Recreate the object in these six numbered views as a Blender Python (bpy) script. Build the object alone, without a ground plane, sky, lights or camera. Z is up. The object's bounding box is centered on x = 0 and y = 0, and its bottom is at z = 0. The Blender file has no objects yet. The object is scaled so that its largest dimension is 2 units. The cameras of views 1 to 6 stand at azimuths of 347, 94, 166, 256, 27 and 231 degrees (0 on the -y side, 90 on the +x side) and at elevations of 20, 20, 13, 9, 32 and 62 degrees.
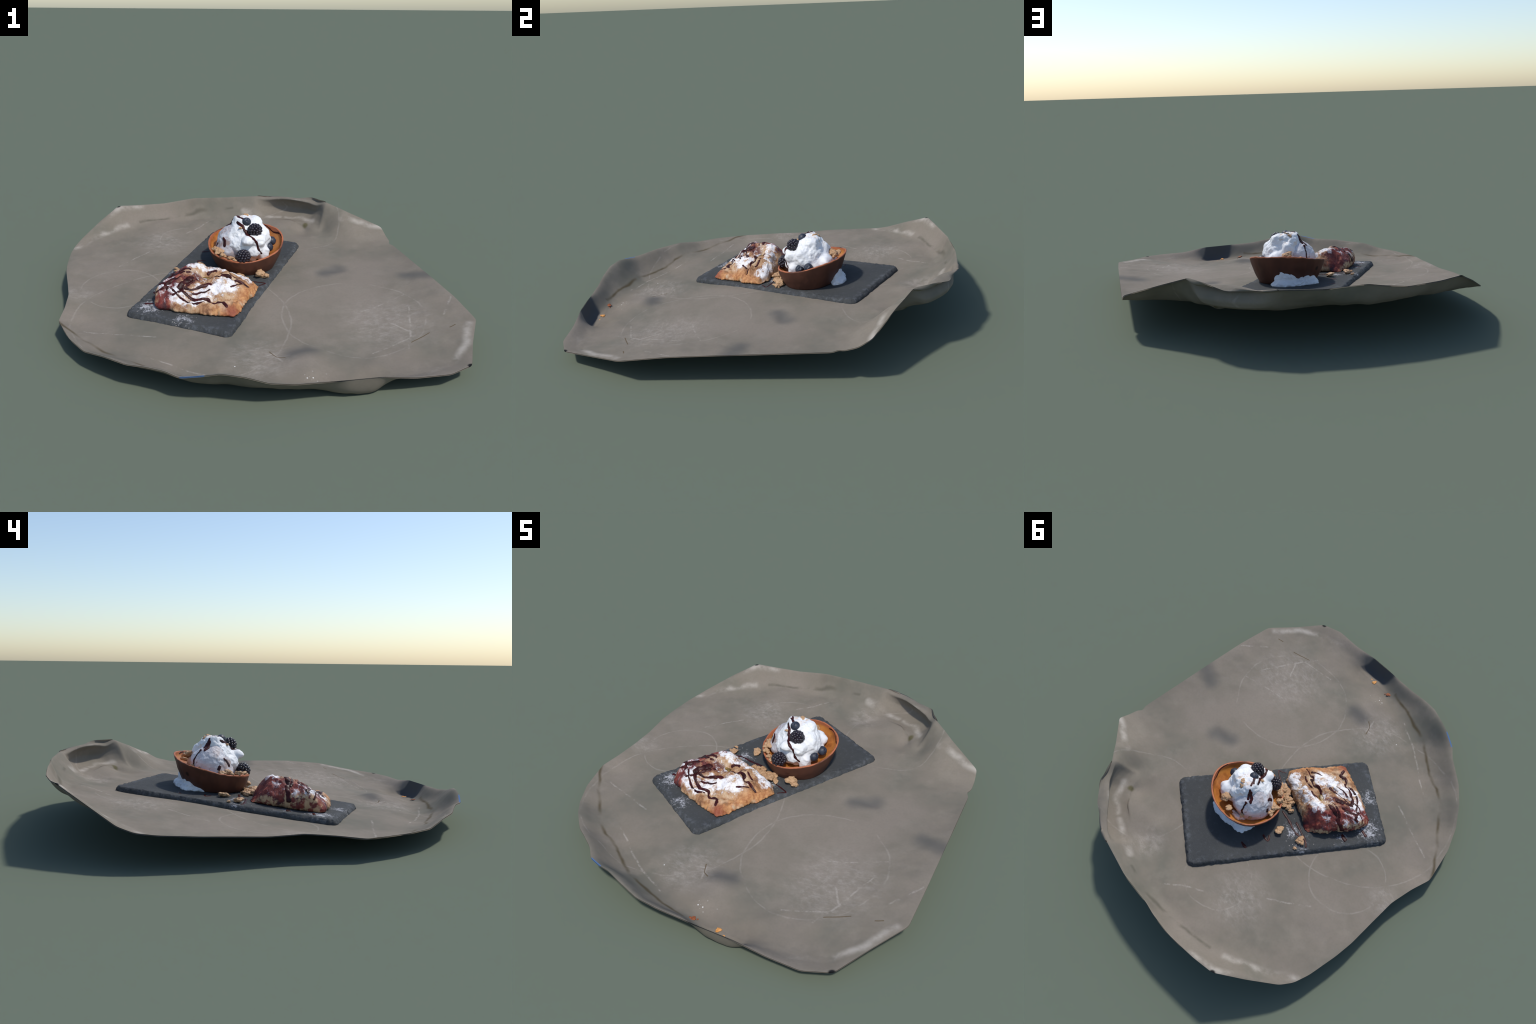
import bpy, math, random
import numpy as np
from mathutils import Vector, noise as mnoise
from mathutils.bvhtree import BVHTree

random.seed(7)
RNG = np.random.default_rng(7)
SCN = bpy.context.scene.collection


# ------------------------------------------------------------------ helpers
def V3(p):
    return Vector((float(p[0]), float(p[1]), float(p[2])))


def make_mesh(name, verts, faces, smooth=True):
    me = bpy.data.meshes.new(name)
    me.from_pydata([tuple(map(float, v)) for v in verts], [], [tuple(int(i) for i in f) for f in faces])
    me.update()
    if smooth:
        me.polygons.foreach_set("use_smooth", [True] * len(me.polygons))
    return me


def add(name, me, mat=None, parent=None):
    ob = bpy.data.objects.new(name, me)
    SCN.objects.link(ob)
    if mat and me is not None and not me.materials:
        me.materials.append(mat)
    if parent is not None:
        ob.parent = parent
        ob.matrix_parent_inverse = parent.matrix_basis.inverted()
    return ob


def thing(name, base, label, category):
    e = bpy.data.objects.new(name, None)
    e.location = base
    e.empty_display_size = 0.05
    SCN.objects.link(e)
    e["label"] = label
    e["category"] = category
    return e


def tag(ob, label, category):
    ob["label"] = label
    ob["category"] = category
    return ob


def fbm(p, scale, octv=4, seed=0.0):
    """signed fractal noise of an (n,3) array"""
    off = Vector((seed * 3.1, seed * 7.7, seed * 1.3))
    return np.array([mnoise.fractal(V3(q) * scale + off, 1.0, 2.0, octv) for q in p])


class Plate:
    """thin plate spline: a smooth sheet z(x, y) through control points"""

    def __init__(self, pts, smooth=0.0):
        p = np.array(pts, float)
        self.c = p[:, :2]
        n = len(p)
        A = np.zeros((n + 3, n + 3))
        A[:n, :n] = self.k(self.c, self.c) + smooth * np.eye(n)
        A[:n, n] = 1
        A[:n, n + 1:] = self.c
        A[n:, :n] = A[:n, n:].T
        self.w = np.linalg.solve(A, np.concatenate([p[:, 2], [0, 0, 0]]))

    @staticmethod
    def k(a, b):
        r2 = ((a[:, None, :] - b[None, :, :]) ** 2).sum(-1)
        return 0.5 * r2 * np.log(r2 + 1e-12)

    def __call__(self, xy):
        xy = np.asarray(xy, float)
        n = len(self.c)
        return self.k(xy, self.c) @ self.w[:n] + self.w[n] + xy @ self.w[n + 1:]


def resample(poly, n, closed=True, round_=2):
    """even arc-length samples of a polyline, corners eased a little"""
    p = np.array(poly, float)
    if closed:
        p = np.vstack([p, p[:1]])
    seg = np.linalg.norm(np.diff(p, axis=0), axis=1)
    s = np.concatenate([[0], np.cumsum(seg)])
    t = np.linspace(0, s[-1], n, endpoint=not closed)
    q = np.stack([np.interp(t, s, p[:, i]) for i in range(p.shape[1])], 1)
    for _ in range(round_):
        if closed:
            q = (np.roll(q, 1, 0) + 2 * q + np.roll(q, -1, 0)) / 4
        else:
            q[1:-1] = (q[:-2] + 2 * q[1:-1] + q[2:]) / 4
    return q


def catmull(pts, per=12):
    p = np.array(pts, float)
    e = np.vstack([2 * p[0] - p[1], p, 2 * p[-1] - p[-2]])
    out = []
    for i in range(1, len(e) - 2):
        for t in np.linspace(0, 1, per, endpoint=False):
            a, b, c, d = e[i - 1], e[i], e[i + 1], e[i + 2]
            out.append(0.5 * (2 * b + (c - a) * t + (2 * a - 5 * b + 4 * c - d) * t * t + (3 * b - a - 3 * c + d) * t ** 3))
    out.append(p[-1])
    return np.array(out)


def near_path(xy, pts):
    d = np.full(len(xy), 9.0)
    for a, b in zip(np.array(pts[:-1], float), np.array(pts[1:], float)):
        ab = b - a
        t = np.clip((xy - a) @ ab / (ab @ ab), 0, 1)
        d = np.minimum(d, np.linalg.norm(xy - a - t[:, None] * ab, axis=1))
    return d


def ring_faces(n, rings, start=0, cap_first=False):
    f = []
    for r in range(rings - 1):
        a, b = start + r * n, start + (r + 1) * n
        for i in range(n):
            j = (i + 1) % n
            f.append((a + i, b + i, b + j, a + j))
    if cap_first:
        f.append(tuple(start + i for i in range(n)))
    return f


# ------------------------------------------------------------------ materials
class Mat:
    def __init__(self, name):
        self.m = bpy.data.materials.new(name)
        self.m.use_nodes = True
        self.t = self.m.node_tree
        self.bsdf = self.t.nodes["Principled BSDF"]
        self.tc = self.t.nodes.new("ShaderNodeTexCoord")
        self.pos = self.tc.outputs["Object"]

    def new(self, kind):
        return self.t.nodes.new(kind)

    def put(self, sock, v):
        if isinstance(v, bpy.types.NodeSocket):
            self.t.links.new(v, sock)
        elif v is not None:
            if hasattr(sock.default_value, "__len__") and not hasattr(v, "__len__"):
                v = (v,) * len(sock.default_value)
            if hasattr(sock.default_value, "__len__") and len(sock.default_value) == 4 and len(v) == 3:
                v = (*v, 1)
            sock.default_value = v

    def math(self, op, a, b=None, c=None, clamp=False):
        n = self.new("ShaderNodeMath")
        n.operation = op
        n.use_clamp = clamp
        for i, v in enumerate((a, b, c)):
            if v is not None:
                self.put(n.inputs[i], v)
        return n.outputs[0]

    def vec(self, op, a, b=None, scale=None):
        n = self.new("ShaderNodeVectorMath")
        n.operation = op
        self.put(n.inputs[0], a)
        if b is not None:
            self.put(n.inputs[1], b)
        if scale is not None:
            self.put(n.inputs["Scale"], scale)
        return n.outputs["Value"] if op in ("LENGTH", "DISTANCE", "DOT_PRODUCT") else n.outputs["Vector"]

    def mapped(self, scale=(1, 1, 1), rot=(0, 0, 0), loc=(0, 0, 0), src=None):
        n = self.new("ShaderNodeMapping")
        self.put(n.inputs["Vector"], src or self.pos)
        n.inputs["Scale"].default_value = scale
        n.inputs["Rotation"].default_value = rot
        n.inputs["Location"].default_value = loc
        return n.outputs[0]

    def noise(self, scale, detail=4, rough=0.55, dist=0.0, src=None, color=False):
        n = self.new("ShaderNodeTexNoise")
        self.put(n.inputs["Vector"], src or self.pos)
        n.inputs["Scale"].default_value = scale
        n.inputs["Detail"].default_value = detail
        n.inputs["Roughness"].default_value = rough
        n.inputs["Distortion"].default_value = dist
        return n.outputs["Color" if color else "Fac"]

    def voronoi(self, scale, feature="F1", src=None, out="Distance", rand=1.0):
        n = self.new("ShaderNodeTexVoronoi")
        n.feature = feature
        self.put(n.inputs["Vector"], src or self.pos)
        n.inputs["Scale"].default_value = scale
        n.inputs["Randomness"].default_value = rand
        return n.outputs[out]

    def step(self, v, lo, hi):
        """0 below lo, 1 above hi (lo > hi reverses)"""
        n = self.new("ShaderNodeMapRange")
        n.interpolation_type = "SMOOTHSTEP"
        self.put(n.inputs["Value"], v)
        a, b = (lo, hi) if lo < hi else (hi, lo)
        n.inputs["From Min"].default_value = a
        n.inputs["From Max"].default_value = b
        n.inputs["To Min"].default_value = 0 if lo < hi else 1
        n.inputs["To Max"].default_value = 1 if lo < hi else 0
        return n.outputs["Result"]

    def ramp(self, v, stops):
        n = self.new("ShaderNodeValToRGB")
        self.put(n.inputs[0], v)
        e = n.color_ramp.elements
        while len(e) < len(stops):
            e.new(0.5)
        for k, (p, c) in zip(e, stops):
            k.position = p
            k.color = (*c, 1)
        return n.outputs[0]

    def mix(self, f, a, b):
        n = self.new("ShaderNodeMix")
        n.data_type = "RGBA"
        self.put(n.inputs[0], f)
        self.put(n.inputs[6], a)
        self.put(n.inputs[7], b)
        return n.outputs[2]

    def mul(self, *a):
        r = a[0]
        for b in a[1:]:
            r = self.math("MULTIPLY", r, b)
        return r

    def mx(self, *a):
        r = a[0]
        for b in a[1:]:
            r = self.math("MAXIMUM", r, b)
        return r

    def axis(self, i, src=None):
        n = self.new("ShaderNodeSeparateXYZ")
        self.put(n.inputs[0], src or self.pos)
        return n.outputs[i]

    def flat(self, wobble=0.0, wscale=6.0):
        """xy of the object position, optionally wandering a little"""
        p = self.pos
        if wobble:
            c = self.noise(wscale, 3, 0.5, color=True)
            c = self.vec("SUBTRACT", c, (0.5, 0.5, 0.5))
            p = self.vec("ADD", p, self.vec("SCALE", c, scale=wobble))
        return self.vec("MULTIPLY", p, (1, 1, 0))

    def seg(self, p, a, b):
        ab = np.array(b[:2]) - np.array(a[:2])
        k = ab / max(float(ab @ ab), 1e-9)
        d = self.vec("SUBTRACT", p, (a[0], a[1], 0))
        t = self.math("ADD", self.vec("DOT_PRODUCT", d, (k[0], k[1], 0)), 0.0, clamp=True)
        q = self.vec("SCALE", (float(ab[0]), float(ab[1]), 0), scale=t)
        return self.vec("LENGTH", self.vec("SUBTRACT", d, q))

    def path(self, p, pts):
        r = None
        for a, b in zip(pts[:-1], pts[1:]):
            d = self.seg(p, a, b)
            r = d if r is None else self.math("MINIMUM", r, d)
        return r

    def dist(self, p, c):
        return self.vec("DISTANCE", p, (c[0], c[1], c[2] if len(c) > 2 else 0))

    def spot(self, p, c, radius, soft):
        return self.step(self.dist(p, c), radius + soft, radius - soft)

    def bump(self, h, strength=0.3, distance=0.01):
        n = self.new("ShaderNodeBump")
        n.inputs["Strength"].default_value = strength
        n.inputs["Distance"].default_value = distance
        self.put(n.inputs["Height"], h)
        self.put(self.bsdf.inputs["Normal"], n.outputs[0])

    def done(self, color, rough=0.6, metal=0.0, **kw):
        self.put(self.bsdf.inputs["Base Color"], color)
        self.put(self.bsdf.inputs["Roughness"], rough)
        self.put(self.bsdf.inputs["Metallic"], metal)
        for k, v in kw.items():
            self.put(self.bsdf.inputs[k.replace("_", " ")], v)
        return self.m


# ------------------------------------------------------------------ the metal tray
# free edge of the sheet, walked round from the corner at +x -y
RIM = [(0.726, -0.953, 0.068), (0.613, -0.997, 0.064), (0.464, -0.996, 0.066), (0.32, -0.998, 0.088), (0.118, -0.999, 0.092),
       (-0.02, -0.998, 0.096), (-0.124, -0.998, 0.112), (-0.212, -0.979, 0.138), (-0.297, -0.947, 0.144), (-0.371, -0.923, 0.130),
       (-0.447, -0.885, 0.112), (-0.494, -0.833, 0.116), (-0.566, -0.782, 0.116), (-0.635, -0.735, 0.109), (-0.723, -0.643, 0.107),
       (-0.798, -0.543, 0.086), (-0.86, -0.414, 0.087), (-0.911, -0.223, 0.088), (-0.887, -0.108, 0.1), (-0.872, 0.022, 0.111),
       (-0.88, 0.167, 0.109), (-0.891, 0.322, 0.12), (-0.888, 0.425, 0.124), (-0.872, 0.582, 0.132), (-0.852, 0.665, 0.14),
       (-0.818, 0.727, 0.16), (-0.707, 0.84, 0.228), (-0.63, 0.909, 0.268), (-0.593, 0.943, 0.289), (-0.476, 0.969, 0.28),
       (-0.316, 0.992, 0.276), (-0.189, 0.992, 0.292), (-0.125, 0.984, 0.302), (0.068, 0.984, 0.297), (0.268, 0.953, 0.304),
       (0.363, 0.921, 0.298), (0.486, 0.87, 0.298), (0.571, 0.786, 0.324), (0.597, 0.722, 0.32), (0.625, 0.679, 0.32),
       (0.697, 0.623, 0.292), (0.736, 0.59, 0.276), (0.907, 0.468, 0.208), (0.914, 0.407, 0.172), (0.914, 0.345, 0.157),
       (0.896, 0.325, 0.153), (0.914, 0.302, 0.15), (0.916, -0.215, 0.14), (0.916, -0.432, 0.134), (0.911, -0.645, 0.114),
       (0.815, -0.796, 0.088)]
# foot of the rolled wall, and marks on the floor
FOOT = [(0.24, -0.944, 0.004), (0.31, -0.95, 0.010), (0.16, -0.935, 0.012), (0.40, -0.955, 0.044), (0.214, -0.905, 0.009), (0.091, -0.912, 0.019),
        (0.009, -0.922, 0.030), (-0.086, -0.904, 0.036), (-0.173, -0.87, 0.034), (-0.301, -0.819, 0.033), (-0.412, -0.755, 0.034),
        (-0.453, -0.711, 0.032), (-0.557, -0.663, 0.05), (-0.651, -0.575, 0.056), (-0.721, -0.497, 0.05), (-0.814, -0.389, 0.064),
        (-0.868, -0.311, 0.075), (0.025, 0.948, 0.237), (-0.068, 0.958, 0.230), (-0.145, 0.957, 0.228), (-0.251, 0.945, 0.216),
        (-0.356, 0.919, 0.208), (-0.474, 0.873, 0.2), (-0.545, 0.846, 0.191), (0.168, 0.89, 0.219), (0.37, 0.81, 0.208),
        (0.47, 0.755, 0.22), (0.545, 0.675, 0.241), (0.684, 0.552, 0.246), (0.802, 0.505, 0.220)]
FLOOR = [(0.47, -0.387, 0.075), (0.819, -0.121, 0.13), (0.506, 0.66, 0.172), (-0.247, 0.711, 0.158), (-0.017, -0.645, 0.032),
         (-0.054, -0.801, 0.026), (0.486, 0.07, 0.116), (-0.61, -0.2, 0.07), (-0.175, -0.465, 0.046), (0.39, 0.42, 0.142),
         (-0.05, 0.7, 0.154), (-0.82, -0.231, 0.066), (-0.711, 0.14, 0.1), (-0.78, 0.031, 0.096), (0.794, -0.649, 0.094),
         (0.589, -0.693, 0.063), (0.266, 0.816, 0.176), (0.138, 0.756, 0.162), (-0.538, -0.573, 0.044), (-0.113, -0.652, 0.036),
         (0.158, -0.835, 0.022), (0.517, 0.334, 0.139), (-0.1, 0.1, 0.1), (-0.12, 0.872, 0.190), (0.0, 0.862, 0.188), (0.72, 0.40, 0.155),
         (-0.57, 0.58, 0.141), (-0.45, 0.69, 0.158), (-0.62, 0.32, 0.114), (-0.35, 0.55, 0.146), (-0.5, 0.42, 0.128), (-0.71, 0.65, 0.147), (-0.71, 0.755, 0.166),
         (0.28, 0.64, 0.157), (0.42, 0.65, 0.164), (-0.41, -0.55, 0.046), (0.35, -0.82, 0.032), (-0.25, -0.67, 0.034),
         (-0.63, -0.46, 0.052), (-0.75, -0.38, 0.058), (0.595, 0.595, 0.195), (0.63, 0.45, 0.152), (0.3, -0.6, 0.046), (0.5, 0.53, 0.156), (-0.35, 0.865, 0.198), (-0.25, 0.85, 0.184), (0.36, -0.72, 0.030), (0.17, -0.37, 0.073), (0.05, -0.2, 0.086),
         (0.1, -0.80, 0.040), (0.23, 0.69, 0.168)]
# (the folded flap, RIM 35 to 38, is laid over the wall afterwards)
SHEET = Plate([*((x, y, 0.235) if 35 <= i <= 38 else (x, y, z) for i, (x, y, z) in enumerate(RIM)), *FOOT, *FLOOR], smooth=1e-5)


def tray_z(xy):
    xy = np.asarray(xy, float)
    z = SHEET(xy)
    x, y = xy[:, 0], xy[:, 1]
    # crumpled edge: fine crinkles that fade toward the middle
    p3 = np.column_stack([x, y, np.zeros(len(x))])
    z = z + 0.005 * np.clip((np.hypot(x, y) - 0.68) / 0.2, 0, 1) * fbm(p3, 8, 3, 9.0) + 0.0012 * fbm(p3, 5, 2, 4.0)
    # small knocks in the sheet
    z = z + 0.012 * np.exp(-(((x - 0.11) / 0.07) ** 2 + ((y + 0.69) / 0.05) ** 2))
    z = z - 0.008 * np.exp(-(((x - 0.49) / 0.06) ** 2 + ((y - 0.07) / 0.03) ** 2))
    return z


def curl(top, s):
    """at the +x +y side the wall bellies out, leans back in to a straight crest and folds out again as a flap"""
    along, out = np.array([0.788, -0.616]), np.array([0.616, 0.788])
    prof = np.array([(0.86, 0.80, 0.176), (0.885, 0.865, 0.190), (0.91, 0.92, 0.203), (0.935, 0.955, 0.220), (0.95, 0.966, 0.248),
                     (0.965, 0.945, 0.285), (0.978, 0.918, 0.309), (0.988, 0.945, 0.314), (1.0, 0.976, 0.306)])
    a = top[-1][:, :2] @ along
    n = top[-1][:, :2] @ out
    t = np.clip((a + 0.385) / 0.47, 0, 1)
    w = np.where(n > 0.8, np.sin(math.pi * t) ** 0.8, 0)
    for i, k in enumerate(s):
        if k < 0.86:
            continue
        d = np.interp(k, prof[:, 0], prof[:, 1])
        z = np.interp(k, prof[:, 0], prof[:, 2])
        ww = w * min(1, (k - 0.86) / 0.03)
        if i == len(s) - 1:
            continue
        tgt = np.outer(top[i][:, :2] @ along, along) + d * out
        top[i][:, :2] = top[i][:, :2] * (1 - ww)[:, None] + tgt * ww[:, None]
        top[i][:, 2] = top[i][:, 2] * (1 - ww) + z * ww
    return top


def build_tray(mat):
    n = 720
    edge = resample(RIM, n, round_=3)
    cx, cy = 0.02, 0.0
    s = np.concatenate([np.linspace(0.012, 0.86, 84), np.linspace(0.868, 1.0, 34)])
    split = 84 + 16
    top = []
    for k in s:
        xy = np.stack([cx + (edge[:, 0] - cx) * k, cy + (edge[:, 1] - cy) * k], 1)
        z = tray_z(xy)
        z = 0.5 * (z + 0.005 + np.sqrt((z - 0.005) ** 2 + 0.006 ** 2))      # rests on the ground, never dips through it
        w = np.clip((k - 0.9) / 0.1, 0, 1) ** 3
        top.append(np.column_stack([xy, z * (1 - w) + edge[:, 2] * w]))
    top = np.array(top)
    # the +y wall bellies outward below its lip
    w = np.clip(np.minimum(edge[:, 0] + 0.55, 0.28 - edge[:, 0]) / 0.15, 0, 1) * (edge[:, 1] > 0.5)
    for i, k in enumerate(s):
        if 0.93 < k < 1:
            top[i][:, 1] += 0.010 * w * math.sin(math.pi * (k - 0.93) / 0.07)
    # and so does the low lobe of the -y wall
    w = np.clip(np.minimum(edge[:, 0] - 0.08, 0.42 - edge[:, 0]) / 0.12, 0, 1) * (edge[:, 1] < -0.5)
    for i, k in enumerate(s):
        if 0.92 < k < 1:
            f = w * math.sin(math.pi * (k - 0.92) / 0.08)
            top[i][:, 1] -= 0.016 * f
            top[i][:, 2] = np.maximum(top[i][:, 2] - 0.014 * f, 0.004)
    top[:, :, 1] = np.maximum(top[:, :, 1], -1.0)
    top = curl(top, s)
    rings = len(s)
    tv = top.reshape(-1, 3)
    whole = make_mesh("sheet", tv, ring_faces(n, rings)[:])
    nor = np.zeros(len(tv) * 3, np.float32)
    whole.vertices.foreach_get("normal", nor)
    nor = nor.reshape(-1, 3)
    if nor[:, 2].mean() < 0:
        nor = -nor
    bpy.data.meshes.remove(whole)
    under = tv - nor * 0.004
    lift = -min(under[:, 2].min(), tv[:, 2].min())
    tv = tv + [0, 0, lift]
    under = under + [0, 0, lift]

    def part(r0, r1, name, cap_centre, cap_edge):
        m = r1 - r0
        v = np.vstack([tv[r0 * n:r1 * n], under[r0 * n:r1 * n]])
        vn = np.vstack([nor[r0 * n:r1 * n], -nor[r0 * n:r1 * n]])
        f = [tuple(reversed(q)) for q in ring_faces(n, m)]
        f = [q[::-1] for q in ring_faces(n, m)]
        f += ring_faces(n, m, start=n * m)
        if cap_centre:
            f.append(tuple(range(n)))
            f.append(tuple(n * m + i for i in reversed(range(n))))
        if cap_edge:
            a, b = (m - 1) * n, n * m + (m - 1) * n
            f += [(a + (i + 1) % n, a + i, b + i, b + (i + 1) % n) for i in range(n)]
        me = make_mesh(name, v, f)
        # orient so that the top faces up
        me.update()
        if me.polygons[0].normal.z < 0:
            me.flip_normals()
        me.normals_split_custom_set_from_vertices([tuple(map(float, q)) for q in vn])
        return me
    root = thing("metal_tray", (0, 0, 0), "large battered grey metal tray with crumpled upturned edge", "tray")
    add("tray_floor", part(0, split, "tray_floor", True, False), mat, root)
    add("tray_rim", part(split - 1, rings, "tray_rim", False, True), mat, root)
    return root


def tray_material():
    m = Mat("dull_scuffed_metal")
    p = m.flat()
    pw = m.flat(0.055, 4.0)
    mid = m.noise(9, 5, 0.6)
    fine = m.noise(90, 4, 0.7)
    geo = m.new("ShaderNodeNewGeometry")
    inner = m.step(m.axis(2, geo.outputs["Normal"]), -0.05, 0.05)

    def nearest(src, paths):
        r = None
        for q in paths:
            d = m.path(src, q)
            r = d if r is None else m.math("MINIMUM", r, d)
        return r
    col = m.ramp(m.noise(2.6, 4, 0.6), [(0.34, (0.156, 0.146, 0.117)), (0.5, (0.200, 0.174, 0.139)), (0.66, (0.230, 0.196, 0.160))])
    col = m.mix(m.mul(m.step(mid, 0.45, 0.72), 0.45), col, (0.250, 0.218, 0.178))
    col = m.mix(m.mul(m.step(fine, 0.35, 0.75), 0.26), col, (0.155, 0.137, 0.108))
    # scoured pale patches
    zone = None
    for c, r in (((0.55, -0.5), 0.24), ((-0.08, -0.66), 0.17), ((-0.83, 0.05), 0.09), ((0.2, 0.78), 0.10), ((-0.35, 0.6), 0.17)):
        d = m.math("DIVIDE", m.dist(pw, c), r)
        zone = d if zone is None else m.math("MINIMUM", zone, d)
    col = m.mix(m.mul(m.step(zone, 1.3, 0.3), m.step(m.noise(14, 6, 0.7), 0.3, 0.7), 0.55), col, (0.285, 0.248, 0.208))
    streak = m.noise(26, 7, 0.72, 0.15, src=m.mapped((1.0, 1.8, 1.0), (0, 0, 0.6)))
    col = m.mix(m.mul(m.step(streak, 0.42, 0.80), m.step(zone, 1.25, 0.2), 0.75), col, (0.36, 0.325, 0.285))
    # circular scratches left by plates and pots
    ring = None
    for c, r in (((0.42, -0.42), 0.33), ((-0.36, -0.28), 0.5), ((-0.2, 0.62), 0.17), ((-0.62, 0.1), 0.2), ((0.42, 0.62), 0.26)):
        d = m.math("ABSOLUTE", m.math("SUBTRACT", m.dist(pw, c), r))
        ring = d if ring is None else m.math("MINIMUM", ring, d)
    col = m.mix(m.mul(m.step(ring, 0.006, 0.001), m.step(m.noise(7, 5, 0.75), 0.42, 0.62), 0.24), col, (0.42, 0.38, 0.335))
    ln = nearest(pw, [[(0.56, -0.52), (0.62, -0.62), (0.55, -0.74)], [(0.62, -0.62), (0.7, -0.4)], [(0.8, -0.55), (0.9, -0.42)], [(0.4, -0.72), (0.62, -0.66)],
                      [(-0.13, -0.66), (-0.02, -0.63), (0.0, -0.7)], [(-0.53, -0.58), (-0.3, -0.75), (-0.12, -0.84)], [(-0.62, 0.35), (-0.45, 0.5)], [(-0.8, -0.3), (-0.5, -0.42)],
                      [(0.47, -0.39), (0.72, -0.3)], [(-0.2, 0.72), (-0.05, 0.86)]])
    col = m.mix(m.mul(m.step(ln, 0.007, 0.0005), m.step(m.noise(22, 5, 0.7), 0.42, 0.62), 0.5), col, (0.42, 0.38, 0.335))
    # salt-white specks in a row along the low edge
    row = m.step(m.path(p, [(-0.22, -0.70), (-0.05, -0.80), (0.2, -0.86)]), 0.03, 0.008)
    col = m.mix(m.mul(m.step(m.voronoi(55), 0.22, 0.12), row, m.step(mid, 0.5, 0.6)), col, (0.7, 0.68, 0.65))
    # shade at the dent, the bump and the +x edge, darkened into the colour
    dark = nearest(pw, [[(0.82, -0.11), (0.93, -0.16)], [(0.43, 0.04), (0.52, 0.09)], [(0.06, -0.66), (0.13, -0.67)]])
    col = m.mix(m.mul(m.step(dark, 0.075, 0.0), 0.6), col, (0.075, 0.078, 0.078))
    # hard-edged blue-grey cast shadow painted onto the low wall
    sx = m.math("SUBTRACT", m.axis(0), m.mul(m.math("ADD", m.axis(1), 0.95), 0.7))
    wall_shadow = m.mul(m.step(sx, 0.15, 0.175), m.step(sx, 0.355, 0.34), m.step(m.axis(1, pw), -0.93, -0.942), inner)
    col = m.mix(m.mul(wall_shadow, 0.78), col, (0.050, 0.056, 0.064))
    # specular streaks along the bends, painted as pale bands
    bend_glint = nearest(pw, [[(0.69, 0.55), (0.80, 0.508), (0.91, 0.463)], [(0.169, 0.89), (0.30, 0.86), (0.385, 0.828)], [(0.43, 0.81), (0.499, 0.772), (0.552, 0.68)],
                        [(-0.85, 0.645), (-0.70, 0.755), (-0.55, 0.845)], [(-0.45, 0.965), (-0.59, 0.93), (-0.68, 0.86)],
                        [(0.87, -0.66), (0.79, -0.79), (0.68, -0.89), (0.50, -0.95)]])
    col = m.mix(m.mul(m.step(bend_glint, 0.028, 0.0), m.step(m.noise(8, 4, 0.6), 0.36, 0.66), inner, 0.75), col, (0.43, 0.39, 0.34))
    # scraps of blue paint and black corners
    col = m.mix(m.step(m.path(p, [(-0.365, -0.927), (-0.44, -0.89)]), 0.010, 0.006), col, (0.10, 0.18, 0.34))
    col = m.mix(m.step(m.math("MINIMUM", m.dist(p, (-0.594, 0.944)), m.dist(p, (0.722, -0.955))), 0.02, 0.009), col, (0.012, 0.012, 0.013))
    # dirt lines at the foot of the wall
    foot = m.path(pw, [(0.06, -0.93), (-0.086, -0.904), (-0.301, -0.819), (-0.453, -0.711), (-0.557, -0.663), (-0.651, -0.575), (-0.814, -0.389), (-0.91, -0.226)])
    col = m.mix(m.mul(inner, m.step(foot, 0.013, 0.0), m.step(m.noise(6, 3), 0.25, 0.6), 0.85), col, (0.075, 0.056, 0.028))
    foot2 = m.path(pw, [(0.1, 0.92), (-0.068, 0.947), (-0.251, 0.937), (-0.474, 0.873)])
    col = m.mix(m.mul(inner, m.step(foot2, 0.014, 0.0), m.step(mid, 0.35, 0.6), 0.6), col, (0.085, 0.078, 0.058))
    # short brown scratches and a greenish spot
    br = nearest(p, [[(0.58, -0.70), (0.68, -0.66)], [(0.78, -0.655), (0.81, -0.645)], [(-0.03, -0.61), (-0.01, -0.66), (0.02, -0.68)]])
    col = m.mix(m.mul(m.step(br, 0.004, 0.001), 0.8), col, (0.10, 0.065, 0.03))
    col = m.mix(m.mul(m.spot(pw, (0.506, 0.675), 0.014, 0.008), 0.8), col, (0.085, 0.075, 0.03))
    m.bump(m.math("ADD", m.mul(fine, 0.25), m.noise(12, 3)), 0.12, 0.004)
    return m.done(col, 0.85, 0.0, Specular_IOR_Level=0.12)


# ------------------------------------------------------------------ the slate board
SLATE = np.array([(-0.612, -0.198, 0.094), (-0.178, -0.468, 0.070), (0.396, 0.424, 0.162), (-0.052, 0.698, 0.176)])
A_L = np.array([0.53, 0.848])
A_C = np.array([0.848, -0.53])


def slate_z(xy):
    r = np.asarray(xy, float) - SLATE[0, :2]
    a, b = r @ A_L / 1.06, r @ A_C / 0.51
    q = SLATE[:, 2]
    return (1 - a) * (1 - b) * q[0] + (1 - a) * b * q[1] + a * b * q[2] + a * (1 - b) * q[3]


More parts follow.
